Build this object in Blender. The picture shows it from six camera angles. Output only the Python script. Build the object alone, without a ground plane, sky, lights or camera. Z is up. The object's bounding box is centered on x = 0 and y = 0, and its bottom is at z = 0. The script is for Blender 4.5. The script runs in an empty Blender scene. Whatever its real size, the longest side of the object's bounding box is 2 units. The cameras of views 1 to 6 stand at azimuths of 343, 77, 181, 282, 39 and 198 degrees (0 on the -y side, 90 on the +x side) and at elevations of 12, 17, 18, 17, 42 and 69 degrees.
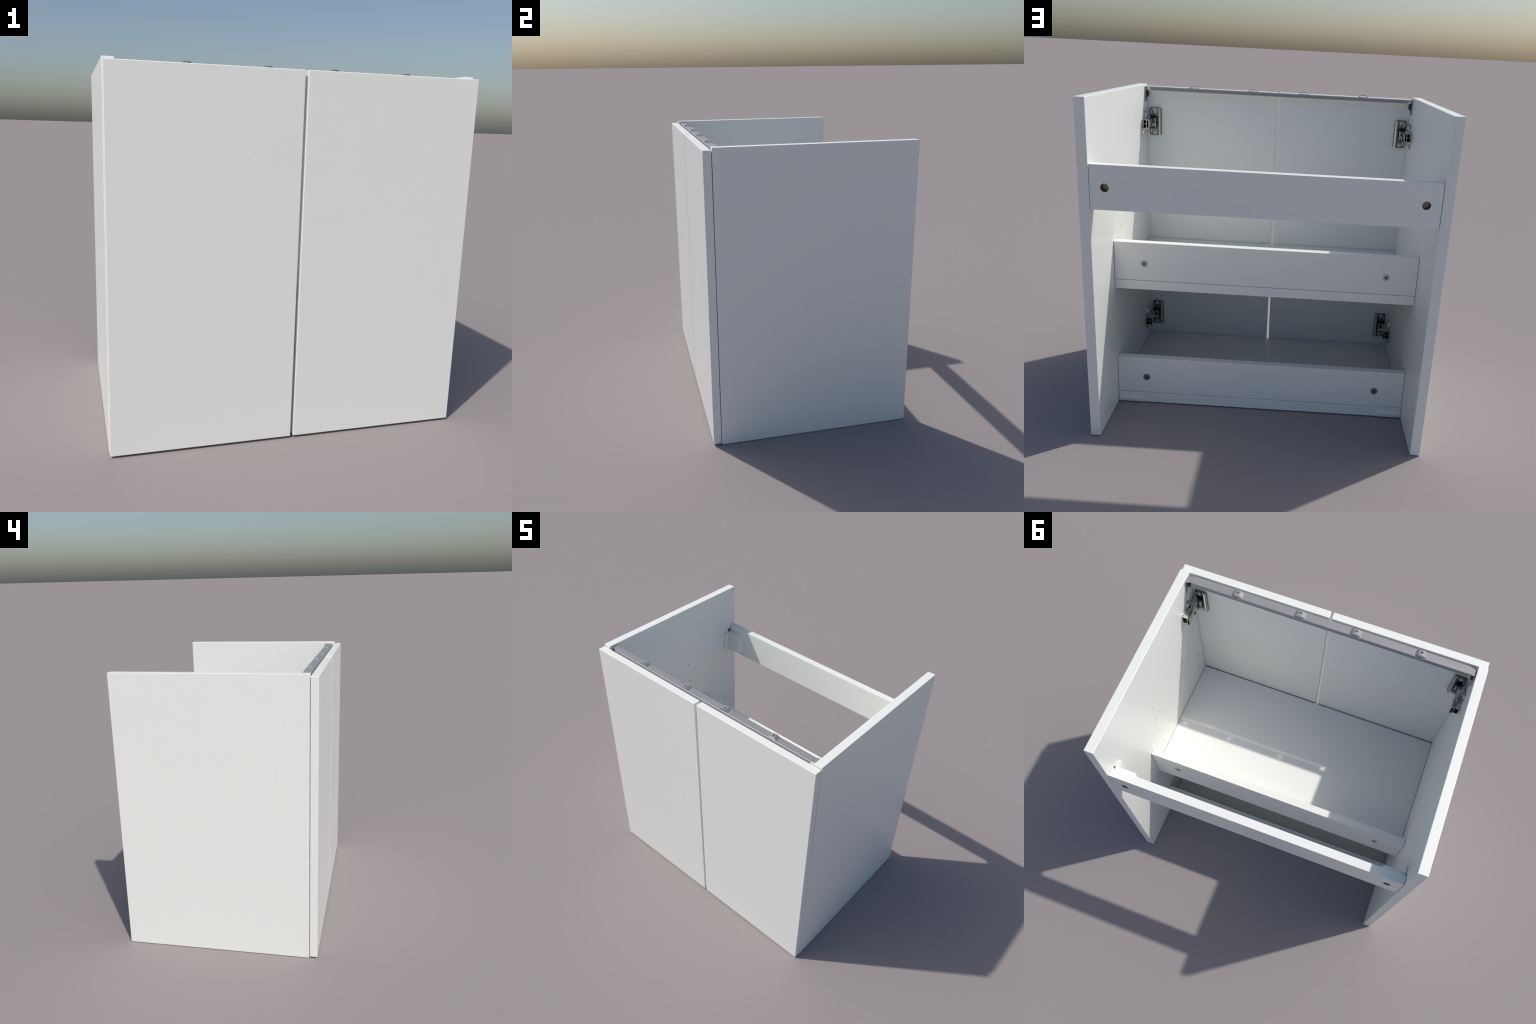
"""White two-door sink base cabinet: sides, doors, shelf, bottom, back rails,
stamped steel front rail, concealed hinges, screws and shelf-pin holes."""
import bpy, bmesh, math
from mathutils import Vector, Matrix

# ------------------------------------------------------------------ sizes (metres)
HALF_W = 0.9950           # outer half width
INNER = 0.9360            # inner face of the side panels
Y_BACK = 0.6922
Y_SIDE_FRONT = -0.6357
Y_DOOR_BACK, Y_DOOR_FRONT = -0.6395, -0.6922
FIT = 0.9335              # half length of boards between the sides
Y_SHELF_BACK = 0.2940
Y_SHELF_FRONT = -0.6285
BOARD = 0.050
PIN_ROWS_Y = (-0.547, 0.119)
PIN_Z = [0.498, 0.664] + [0.996 + 0.166 * i for i in range(4)]

# ------------------------------------------------------------------ materials
def principled(name):
    m = bpy.data.materials.new(name)
    m.use_nodes = True
    nt = m.node_tree
    return m, nt, nt.nodes["Principled BSDF"]

def grain_material(name, base, rough, metallic=0.0, variation=0.03, scale=6.0,
                   bump=0.0, bump_scale=200.0, rough_var=0.0, stretch=(1, 1, 1), spec=0.5):
    """Base colour softly mottled by noise, optional fine bump grain."""
    m, nt, bsdf = principled(name)
    N, L = nt.nodes, nt.links
    tc = N.new("ShaderNodeTexCoord")
    mp = N.new("ShaderNodeMapping")
    mp.inputs["Scale"].default_value = stretch
    L.new(tc.outputs["Object"], mp.inputs["Vector"])
    no = N.new("ShaderNodeTexNoise")
    no.inputs["Scale"].default_value = scale
    no.inputs["Detail"].default_value = 4
    L.new(mp.outputs["Vector"], no.inputs["Vector"])
    ramp = N.new("ShaderNodeValToRGB")
    ramp.color_ramp.elements[0].position = 0.3
    ramp.color_ramp.elements[1].position = 0.7
    ramp.color_ramp.elements[0].color = [c * (1 - variation) for c in base] + [1]
    ramp.color_ramp.elements[1].color = [min(1, c * (1 + variation)) for c in base] + [1]
    L.new(no.outputs["Fac"], ramp.inputs["Fac"])
    L.new(ramp.outputs["Color"], bsdf.inputs["Base Color"])
    bsdf.inputs["Roughness"].default_value = rough
    bsdf.inputs["Metallic"].default_value = metallic
    bsdf.inputs["Specular IOR Level"].default_value = spec
    if rough_var:
        mr = N.new("ShaderNodeMapRange")
        mr.inputs["To Min"].default_value = rough - rough_var
        mr.inputs["To Max"].default_value = rough + rough_var
        L.new(no.outputs["Fac"], mr.inputs["Value"])
        L.new(mr.outputs["Result"], bsdf.inputs["Roughness"])
    if bump:
        nb = N.new("ShaderNodeTexNoise")
        nb.inputs["Scale"].default_value = bump_scale
        L.new(tc.outputs["Object"], nb.inputs["Vector"])
        bp = N.new("ShaderNodeBump")
        bp.inputs["Strength"].default_value = bump
        bp.inputs["Distance"].default_value = 0.001
        L.new(nb.outputs["Fac"], bp.inputs["Height"])
        L.new(bp.outputs["Normal"], bsdf.inputs["Normal"])
    return m

WHITE = grain_material("white_laminate", (0.905, 0.915, 0.870), 0.37, variation=0.002, scale=3.0, spec=0.5)
PLASTIC = grain_material("white_plastic", (0.895, 0.905, 0.865), 0.42, variation=0.008, scale=8.0)
CHIP = grain_material("particle_board", (0.34, 0.21, 0.10), 0.9, variation=0.35, scale=160.0, bump=0.4)
STEEL_RAIL = grain_material("galvanised_steel", (0.335, 0.335, 0.34), 0.48, metallic=0.15, variation=0.02,
                            scale=20.0, stretch=(0.2, 3, 3))
NICKEL = grain_material("nickel_plate", (0.52, 0.515, 0.49), 0.17, metallic=1.0, variation=0.03, scale=12.0)
SHADED_NICKEL = grain_material("shaded_nickel", (0.17, 0.175, 0.17), 0.22, metallic=1.0, variation=0.03, scale=12.0)  # same nickel; the cup plate's dim reflection is put into the colour
SHADED_STEEL = grain_material("shaded_steel", (0.05, 0.05, 0.052), 0.45, metallic=0.6, variation=0.2, scale=60.0)  # dark metal with shade of hinge hollows and flange screws put into colour
DARK_SCREW = grain_material("dark_screw", (0.23, 0.24, 0.26), 0.42, metallic=0.7, variation=0.08, scale=60.0)  # darker screw metal, bottom rail
FIXING = grain_material("light_screw", (0.58, 0.56, 0.55), 0.42, metallic=0.55, variation=0.06, scale=60.0)  # lighter screw metal, shelf rail
RECESS = grain_material("screw_recess", (0.045, 0.05, 0.06), 0.5, metallic=0.5, variation=0.2, scale=80.0)

# ------------------------------------------------------------------ object helpers
WORLD = {}                # world position of every object, for parenting by offset
SCENE = bpy.context.scene.collection

def link(obj, parent=None):
    SCENE.objects.link(obj)
    WORLD[obj.name] = obj.location.copy()
    if parent is not None:
        obj.parent = parent
        obj.location = WORLD[obj.name] - WORLD[parent.name]
    return obj

def shade(me, angle=35):
    for p in me.polygons:
        p.use_smooth = True
    bm = bmesh.new(); bm.from_mesh(me)
    for e in bm.edges:
        if len(e.link_faces) != 2 or e.calc_face_angle(0) > math.radians(angle):
            e.smooth = False
    bm.to_mesh(me); bm.free()

def make(name, bm, mats, parent=None, angle=35):
    """Turn a bmesh in world coordinates into an object whose origin is its centre."""
    bmesh.ops.recalc_face_normals(bm, faces=bm.faces)
    xs = [v.co for v in bm.verts]
    lo = Vector([min(c[i] for c in xs) for i in range(3)])
    hi = Vector([max(c[i] for c in xs) for i in range(3)])
    mid = (lo + hi) / 2
    bmesh.ops.translate(bm, verts=bm.verts, vec=-mid)
    me = bpy.data.meshes.new(name)
    bm.to_mesh(me); bm.free()
    for m in mats:
        me.materials.append(m)
    shade(me, angle)
    o = bpy.data.objects.new(name, me)
    o.location = mid
    return link(o, parent)

def add_box(bm, x, y, z, bevel=0.0, seg=2, mat=0):
    x, y, z = sorted(x), sorted(y), sorted(z)
    vs = [bm.verts.new((x[i], y[j], z[k])) for i in (0, 1) for j in (0, 1) for k in (0, 1)]
    quads = [(0, 1, 3, 2), (4, 6, 7, 5), (0, 4, 5, 1), (2, 3, 7, 6), (0, 2, 6, 4), (1, 5, 7, 3)]
    fs = [bm.faces.new([vs[i] for i in q]) for q in quads]
    for f in fs:
        f.material_index = mat
    if bevel:
        es = list({e for f in fs for e in f.edges})
        r = bmesh.ops.bevel(bm, geom=es, offset=bevel, segments=seg, profile=0.5, affect='EDGES')
        for f in r["faces"]:
            f.material_index = mat
    return fs

def add_cylinder(bm, centre, axis, r, depth, seg=24, r2=None, mat=0, turn=0.0):
    """Cylinder or cone along 'x', 'y' or 'z', centred on centre."""
    rot = {'z': Matrix(), 'x': Matrix.Rotation(math.pi / 2, 4, 'Y'), 'y': Matrix.Rotation(math.pi / 2, 4, 'X')}[axis]
    M = Matrix.Translation(Vector(centre)) @ rot @ Matrix.Rotation(turn, 4, 'Z')
    g = bmesh.ops.create_cone(bm, cap_ends=True, segments=seg, radius1=r, radius2=r if r2 is None else r2,
                              depth=depth, matrix=M)
    for f in {f for v in g["verts"] for f in v.link_faces}:
        f.material_index = mat

def add_dome(bm, centre, axis, r, h, sign=1, seg=20, rings=5, mat=0):
    """Shallow screw-head dome: lofted rings along +axis*sign from a rim of radius r."""
    ax = {'x': 0, 'y': 1, 'z': 2}[axis]
    o = [i for i in range(3) if i != ax]
    loops = []
    prof = [(r, 0.0)] + [(r * math.cos(t), h * (0.35 + 0.65 * math.sin(t))) for t in
                         [math.pi / 2 * k / rings for k in range(rings)]]
    for rad, up in prof:
        ring = []
        for k in range(seg):
            a = 2 * math.pi * k / seg
            c = [0, 0, 0]
            c[ax] = centre[ax] + sign * up
            c[o[0]] = centre[o[0]] + rad * math.cos(a)
            c[o[1]] = centre[o[1]] + rad * math.sin(a)
            ring.append(bm.verts.new(c))
        loops.append(ring)
    fs = [bm.faces.new(loops[0])]
    for a, b in zip(loops, loops[1:]):
        for k in range(seg):
            fs.append(bm.faces.new((a[k], a[(k + 1) % seg], b[(k + 1) % seg], b[k])))
    fs.append(bm.faces.new(loops[-1]))
    for f in fs:
        f.material_index = mat

def extrude_outline(bm, pts, axis, lo, hi, bevel=0.0, mat=0):
    """Closed 2D outline (in the two other axes, in order) extruded between lo and hi."""
    ax = {'x': 0, 'y': 1, 'z': 2}[axis]
    o = [i for i in range(3) if i != ax]
    rings = []
    for h in (lo, hi):
        ring = []
        for p in pts:
            c = [0, 0, 0]; c[ax] = h; c[o[0]], c[o[1]] = p
            ring.append(bm.verts.new(c))
        rings.append(ring)
    n = len(pts)
    fs = [bm.faces.new(rings[0]), bm.faces.new(rings[1])]
    sides = [bm.faces.new((rings[0][k], rings[0][(k + 1) % n], rings[1][(k + 1) % n], rings[1][k])) for k in range(n)]
    for f in fs + sides:
        f.material_index = mat
    if bevel:
        bmesh.ops.recalc_face_normals(bm, faces=fs + sides)
        r = bmesh.ops.bevel(bm, geom=list(fs[1].edges), offset=bevel, segments=2, profile=0.5, affect='EDGES')
        for f in r["faces"]:
            f.material_index = mat

def rounded_rect(x, y, r, seg=5):
    x, y = sorted(x), sorted(y)
    out = []
    for cx, cy, a0 in ((x[1] - r, y[1] - r, 0), (x[0] + r, y[1] - r, 90), (x[0] + r, y[0] + r, 180), (x[1] - r, y[0] + r, 270)):
        for k in range(seg + 1):
            a = math.radians(a0 + 90 * k / seg)
            out.append((cx + r * math.cos(a), cy + r * math.sin(a)))
    return out

def cut(obj, bm_cut, mat=None, angle=20):
    """Boolean-subtract a bmesh in world coordinates; cut faces take the material."""
    bmesh.ops.recalc_face_normals(bm_cut, faces=bm_cut.faces)
    me = bpy.data.meshes.new("cutter")
    bm_cut.to_mesh(me); bm_cut.free()
    if mat:
        me.materials.append(mat)
    c = bpy.data.objects.new("cutter", me)
    SCENE.objects.link(c)
    keep_parent, keep_loc = obj.parent, obj.location.copy()
    obj.parent = None
    obj.location = WORLD[obj.name]
    md = obj.modifiers.new("cut", 'BOOLEAN')
    md.object, md.operation, md.solver = c, 'DIFFERENCE', 'EXACT'
    if mat:
        md.material_mode = 'TRANSFER'
    dg = bpy.context.evaluated_depsgraph_get()
    dg.update()
    new = bpy.data.meshes.new_from_object(obj.evaluated_get(dg), preserve_all_data_layers=True, depsgraph=dg)
    obj.modifiers.clear()
    old = obj.data
    obj.data = new
    new.name = old.name
    bpy.data.meshes.remove(old)
    obj.parent, obj.location = keep_parent, keep_loc
    bpy.data.objects.remove(c)
    bpy.data.meshes.remove(me)
    shade(new, angle)

def copy_of(obj, world, parent):
    c = obj.copy()
    c.parent = None
    c.location = world
    return link(c, parent)

# ------------------------------------------------------------------ the thing
cabinet = bpy.data.objects.new("sink_cabinet", None)
cabinet.empty_display_size = 0.2
link(cabinet)
cabinet["label"] = "white two-door sink base cabinet with open top and back"
cabinet["category"] = "kitchen cabinet"

# side panels with shelf-pin holes
for s in (1, -1):
    bm = bmesh.new()
    add_box(bm, (s * INNER, s * HALF_W), (Y_SIDE_FRONT, Y_BACK), (0, 2.0), bevel=0.003)
    side = make("side_panel", bm, [WHITE], cabinet, angle=12)
    holes = bmesh.new()
    for y in PIN_ROWS_Y:
        for z in PIN_Z:
            add_cylinder(holes, (s * INNER, y, z), 'x', 0.0056, 0.04, seg=12)
    add_cylinder(holes, (s * INNER, 0.6215, 1.6170), 'x', 0.0155, 0.024, seg=16)
    cut(side, holes, CHIP, angle=12)

# doors
doors = {}
for s in (1, -1):
    bm = bmesh.new()
    add_box(bm, (s * 0.0080, s * 0.9925), (Y_DOOR_BACK, Y_DOOR_FRONT), (0.009, 1.9845), bevel=0.0035, seg=3)
    doors[s] = make("door", bm, [WHITE], cabinet, angle=12)

# boards between the sides
def board(name, y, z, parent=cabinet, half=FIT):
    bm = bmesh.new()
    add_box(bm, (-half, half), y, z, bevel=0.0015, seg=2)
    return make(name, bm, [WHITE], parent, angle=12)

shelf = board("shelf", (Y_SHELF_FRONT, Y_SHELF_BACK), (0.8070, 0.8660))
bottom = board("bottom_panel", (Y_SHELF_FRONT, Y_SHELF_BACK), (0.005, 0.0760))
shelf_rail = board("back_rail", (Y_SHELF_BACK - BOARD, Y_SHELF_BACK), (0.8686, 1.1135))
bottom_rail = board("back_rail", (Y_SHELF_BACK - BOARD, Y_SHELF_BACK), (0.0786, 0.3285))
top_rail = board("back_rail", (0.6350, 0.6880), (1.4115, 1.6572))

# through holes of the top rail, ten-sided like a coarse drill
hb = bmesh.new()
for s in (1, -1):
    add_cylinder(hb, (s * 0.8525, 0.66, 1.534), 'y', 0.0240, 0.12, seg=10)
cut(top_rail, hb, CHIP, angle=12)

# corner brackets of the top rail: a pad behind the rail and a flange on the side
for s in (1, -1):
    bm = bmesh.new()
    pad = [(s * 0.935, 0.602), (s * 0.804, 0.602), (s * 0.786, 0.621), (s * 0.784, 0.6375), (s * 0.935, 0.6375)]
    extrude_outline(bm, pad, 'z', 1.4450, 1.6065)
    add_box(bm, (s * 0.9225, s * 0.935), (0.557, 0.603), (1.440, 1.6065), bevel=0.0015)
    make("corner_bracket", bm, [PLASTIC], top_rail)

# screws with cross recess
def screw_mesh(name, r, parent, at, metal, spin, cross=0.6):
    bm = bmesh.new()
    x, y, z = at
    add_cylinder(bm, (x, y + 0.0006, z), 'y', r, 0.0032, seg=28)
    bmesh.ops.bevel(bm, geom=[e for e in bm.edges if abs(e.verts[0].co.y - e.verts[1].co.y) < 1e-6
                              and e.verts[0].co.y > y and e.is_boundary is False and len(e.link_faces) == 2],
                    offset=0.0009, segments=2, affect='EDGES')
    o = make(name, bm, [metal], parent)
    for turn in (spin, spin + math.pi / 2):
        cb = bmesh.new()
        add_box(cb, (-r * cross, r * cross), (0.0003, 0.01), (-r * 0.14, r * 0.14))
        bmesh.ops.rotate(cb, verts=cb.verts, cent=(0, 0, 0), matrix=Matrix.Rotation(turn, 3, 'Y'))
        bmesh.ops.translate(cb, verts=cb.verts, vec=Vector((x, y + 0.0006, z)))
        cut(o, cb, RECESS)
    return o

for rail, z, metal, spin in ((shelf_rail, 0.9785, FIXING, 0.75), (bottom_rail, 0.1897, DARK_SCREW, 0.15)):
    first = screw_mesh("screw", 0.0235, rail, (0.747, Y_SHELF_BACK, z), metal, spin)
    twin = copy_of(first, WORLD[first.name] * 1.0 - Vector((2 * 0.746, 0, 0)), rail)
    twin.rotation_euler = (0, 0.45, 0)

# moulded pads on the back edge of the bottom panel
for s in (1, -1):
    bm = bmesh.new()
    prof = [(0.0575, 0.0), (0.0535, 0.0020), (0.0385, 0.0032), (0.0350, 0.0080), (0.0325, 0.0090), (0.008, 0.0050), (0.004, 0.003)]
    steps = [(0.774, 0.0), (0.778, 0.55), (0.786, 0.95), (0.80, 1.0), (0.915, 1.0), (0.926, 0.95), (0.933, 0.5)]
    grid = []
    for x, k in steps:
        grid.append([bm.verts.new((s * x, Y_SHELF_BACK - 0.001 + d * k, z)) for z, d in prof])
    base = [[bm.verts.new((s * x, Y_SHELF_BACK - 0.003, z)) for z in (prof[0][0], prof[-1][0])] for x, _ in (steps[0], steps[-1])]
    for a, b in zip(grid, grid[1:]):
        for k in range(len(prof) - 1):
            bm.faces.new((a[k], a[k + 1], b[k + 1], b[k]))
    bm.faces.new([base[0][0]] + grid[0] + [base[0][1]])
    bm.faces.new([base[1][0]] + grid[-1] + [base[1][1]])
    bm.faces.new([base[0][0]] + [g[0] for g in grid] + [base[1][0]])
    bm.faces.new([base[0][1]] + [g[-1] for g in grid] + [base[1][1]])
    bm.faces.new((base[0][0], base[0][1], base[1][1], base[1][0]))
    make("moulded_pad", bm, [PLASTIC], bottom, angle=32)

# ------------------------------------------------------------------ stamped front rail
TOP, T = 1.9855, 0.0026
def strip(path, thick):
    """Offset an open (y, z) path into a closed thin outline."""
    left, right = [], []
    for i, p in enumerate(path):
        a = Vector(path[max(i - 1, 0)]); b = Vector(path[min(i + 1, len(path) - 1)])
        d = (b - a).normalized(); n = Vector((-d.y, d.x))
        left.append(tuple(Vector(p) + n * 0)); right.append(tuple(Vector(p) - n * thick))
    return left + right[::-1]

def fillet(cx, cz, r, a0, a1, n=4):
    return [(cx + r * math.cos(math.radians(a0 + (a1 - a0) * k / n)), cz + r * math.sin(math.radians(a0 + (a1 - a0) * k / n))) for k in range(n + 1)]

bm = bmesh.new()
R = 0.006
path = [(-0.5655, 1.9615), (-0.5655, 1.968), (-0.568, 1.973)] + fillet(-0.568 - R, TOP - R, R, 0, 90) \
     + fillet(-0.6260 + R, TOP - R, R, 90, 180) + [(-0.6260, 1.957)]
extrude_outline(bm, strip(path, -T), 'x', -0.897, 0.897)
front_rail = make("front_rail", bm, [STEEL_RAIL], cabinet, angle=25)
TAB_X = (-0.593, -0.180, 0.180, 0.593)
cb = bmesh.new()
for x in TAB_X:
    add_box(cb, (x - 0.031, x + 0.031), (-0.615, -0.579), (1.975, 1.995))
cut(front_rail, cb)

# bridge lugs pressed up out of the rail
t = 0.0026
arch = [(-0.036, TOP - T), (-0.033, TOP - T), (-0.016, 2.0 - t - 0.0008), (0.016, 2.0 - t - 0.0008), (0.033, TOP - T), (0.036, TOP - T),
        (0.036, TOP - 0.0006), (0.0340, TOP + 0.0005), (0.0165, 1.9992), (0.0135, 2.0), (-0.0135, 2.0), (-0.0165, 1.9992), (-0.0340, TOP + 0.0005), (-0.036, TOP - 0.0006)]
bm = bmesh.new()
extrude_outline(bm, arch, 'y', -0.6165, -0.578)
lug = make("rail_lug", bm, [STEEL_RAIL], front_rail, angle=30)
cb = bmesh.new()
add_box(cb, (-0.0072, 0.0072), (-0.6065, -0.5935), (1.99, 2.01))
cut(lug, cb)
base = WORLD[lug.name].copy()
lug.location = base + Vector((TAB_X[0], 0, 0)) - WORLD[front_rail.name]
WORLD[lug.name] = base + Vector((TAB_X[0], 0, 0))
for x in TAB_X[1:]:
    copy_of(lug, base + Vector((x, 0, 0)), front_rail)

# end tongues and flanges screwed to the sides
for s in (1, -1):
    bm = bmesh.new()
    tongue = [(s * 0.8965, -0.617), (s * 0.914, -0.617), (s * 0.920, -0.611), (s * 0.932, -0.611), (s * 0.932, -0.5975), (s * 0.926, -0.5975),
              (s * 0.926, -0.592), (s * 0.932, -0.592), (s * 0.932, -0.566), (s * 0.912, -0.566), (s * 0.906, -0.572), (s * 0.8965, -0.572)]
    extrude_outline(bm, tongue, 'z', TOP - T, TOP)
    make("rail_tongue", bm, [STEEL_RAIL], front_rail)
    bm = bmesh.new()
    flange = rounded_rect((-0.613, -0.556), (1.882, TOP - 0.001), 0.006)
    extrude_outline(bm, flange, 'x', s * 0.9350, s * 0.9305)
    fl = make("rail_flange", bm, [STEEL_RAIL], front_rail)
    cb = bmesh.new()
    extrude_outline(cb, rounded_rect((-0.600, -0.570), (1.85, 1.921), 0.012), 'x', s * 0.92, s * 0.95)
    cut(fl, cb)
    bm = bmesh.new()
    add_dome(bm, (s * 0.9305, -0.5965, 1.936), 'x', 0.0235, 0.018, sign=-s)
    make("flange_screw", bm, [SHADED_STEEL], front_rail)

# ------------------------------------------------------------------ concealed hinges
SHIFT = 0.0012
def hinge(s, zc):
    X = lambda *v: tuple(s * (a - SHIFT) for a in v)
    P = lambda a: s * (a - SHIFT)
    yb = Y_DOOR_BACK + 0.0006
    # cup plate on the door: flat plate, thick rolled inner edge, recess for the link
    bm = bmesh.new()
    pl = rounded_rect((min(X(0.836, 0.919)), max(X(0.836, 0.919))), (zc - 0.097, zc + 0.098), 0.012)
    extrude_outline(bm, pl, 'y', yb, yb + 0.012, bevel=0.002)
    plate = make("hinge", bm, [SHADED_NICKEL, SHADED_STEEL], cabinet, angle=25)
    cb = bmesh.new()
    add_box(cb, X(0.866, 0.925), (yb + 0.002, yb + 0.05), (zc - 0.045, zc + 0.042))
    cut(plate, cb, SHADED_STEEL)  # recess faces coloured dark to stand in for shade
    # rolled rim along the inner edge of the plate
    bm = bmesh.new()
    bar = [(P(0.8385), yb + 0.002)] + [(P(0.8498) + s * 0.0112 * math.sin(t), yb + 0.0150 + 0.0125 * math.cos(t)) for t in
           [math.radians(-88 + 176 * k / 12) for k in range(13)]] + [(P(0.8610), yb + 0.002)]
    extrude_outline(bm, bar, 'z', zc - 0.094, zc + 0.095)
    make("hinge_rim", bm, [NICKEL], plate, angle=25)
    # screw heads on the plate
    for dz in (0.078, -0.074):
        bm = bmesh.new()
        add_cylinder(bm, (P(0.885), yb + 0.013, zc + dz), 'y', 0.016, 0.004, seg=20)
        add_dome(bm, (P(0.885), yb + 0.015, zc + dz), 'y', 0.0125, 0.009)
        make("hinge_screw", bm, [NICKEL], plate)
    # raised ears that hold the screws
    bm = bmesh.new()
    add_box(bm, X(0.900, 0.911), (yb + 0.010, yb + 0.024), (zc + 0.044, zc + 0.084), bevel=0.003)
    add_box(bm, X(0.900, 0.911), (yb + 0.010, yb + 0.024), (zc - 0.080, zc - 0.047), bevel=0.003)
    make("hinge_ear", bm, [NICKEL], plate)
    # link that swings out of the cup
    bm = bmesh.new()
    add_box(bm, X(0.868, 0.876), (yb + 0.006, -0.585), (zc - 0.038, zc + 0.028), bevel=0.0025)
    add_box(bm, X(0.876, 0.905), (yb + 0.006, -0.600), (zc - 0.030, zc + 0.022), bevel=0.003)
    add_cylinder(bm, (P(0.896), -0.594, zc - 0.003), 'z', 0.015, 0.062, seg=20)
    add_cylinder(bm, (P(0.874), -0.576, zc - 0.014), 'x', 0.011, 0.020, seg=18)
    make("hinge_link", bm, [NICKEL], plate)
    # arm: channel open at the back end
    z0, z1 = zc - 0.030, zc + 0.029
    bm = bmesh.new()
    outer = rounded_rect((min(X(0.884, 0.934)), max(X(0.884, 0.934))), (z0, z1), 0.005, seg=3)
    extrude_outline(bm, outer, 'y', -0.606, -0.447)
    arm = make("hinge_arm", bm, [NICKEL], plate, angle=40)
    cb = bmesh.new()
    add_box(cb, X(0.902, 0.9305), (-0.59, -0.40), (z0 + 0.0035, z1 - 0.0035))
    add_box(cb, X(0.8875, 0.8985), (-0.59, -0.40), (z0 + 0.0035, z1 - 0.0035))
    cut(arm, cb, SHADED_STEEL)  # inside of the channel darkened by colour, in place of shade
    cb = bmesh.new()
    add_box(cb, X(0.870, 0.8935), (-0.540, -0.518), (zc - 0.022, zc - 0.002))
    cut(arm, cb, SHADED_STEEL)
    bm = bmesh.new()
    add_box(bm, X(0.9005, 0.914), (-0.50, -0.446), (zc - 0.002, zc + 0.003))
    # notched tail with setting screw
    add_box(bm, X(0.886, 0.899), (-0.450, -0.436), (z0 - 0.004, z0 + 0.006), bevel=0.002)
    add_cylinder(bm, (P(0.912), -0.520, z1 + 0.001), 'z', 0.010, 0.008, seg=18)
    add_cylinder(bm, (P(0.912), -0.562, z1 + 0.001), 'z', 0.008, 0.006, seg=18)
    make("arm_fitting", bm, [NICKEL], plate)
    # winged mounting plate on the side panel
    bm = bmesh.new()
    wing = [(-0.557, zc - 0.020), (-0.557, zc + 0.070), (-0.548, zc + 0.081), (-0.522, zc + 0.082), (-0.513, zc + 0.073),
            (-0.506, zc + 0.032), (-0.466, zc + 0.028), (-0.464, zc - 0.030), (-0.473, zc - 0.072), (-0.480, zc - 0.080),
            (-0.490, zc - 0.076), (-0.516, zc - 0.046), (-0.534, zc - 0.030)]
    extrude_outline(bm, wing, 'x', P(0.9382), P(0.926), bevel=0.002)
    add_box(bm, X(0.914, 0.930), (-0.554, -0.545), (zc + 0.020, zc + 0.072), bevel=0.003)
    add_box(bm, X(0.916, 0.930), (-0.521, -0.514), (zc + 0.020, zc + 0.070), bevel=0.003)
    add_box(bm, X(0.916, 0.930), (-0.482, -0.474), (zc - 0.066, zc - 0.026), bevel=0.003)
    make("mounting_plate", bm, [NICKEL], plate)
    for y, dz in ((-0.533, 0.058), (-0.493, -0.046)):
        bm = bmesh.new()
        add_dome(bm, (P(0.927), y, zc + dz), 'x', 0.0135, 0.012, sign=-s)
        make("hinge_screw", bm, [NICKEL], plate)

for s in (1, -1):
    for zc in (1.7405, 0.2495):
        hinge(s, zc)
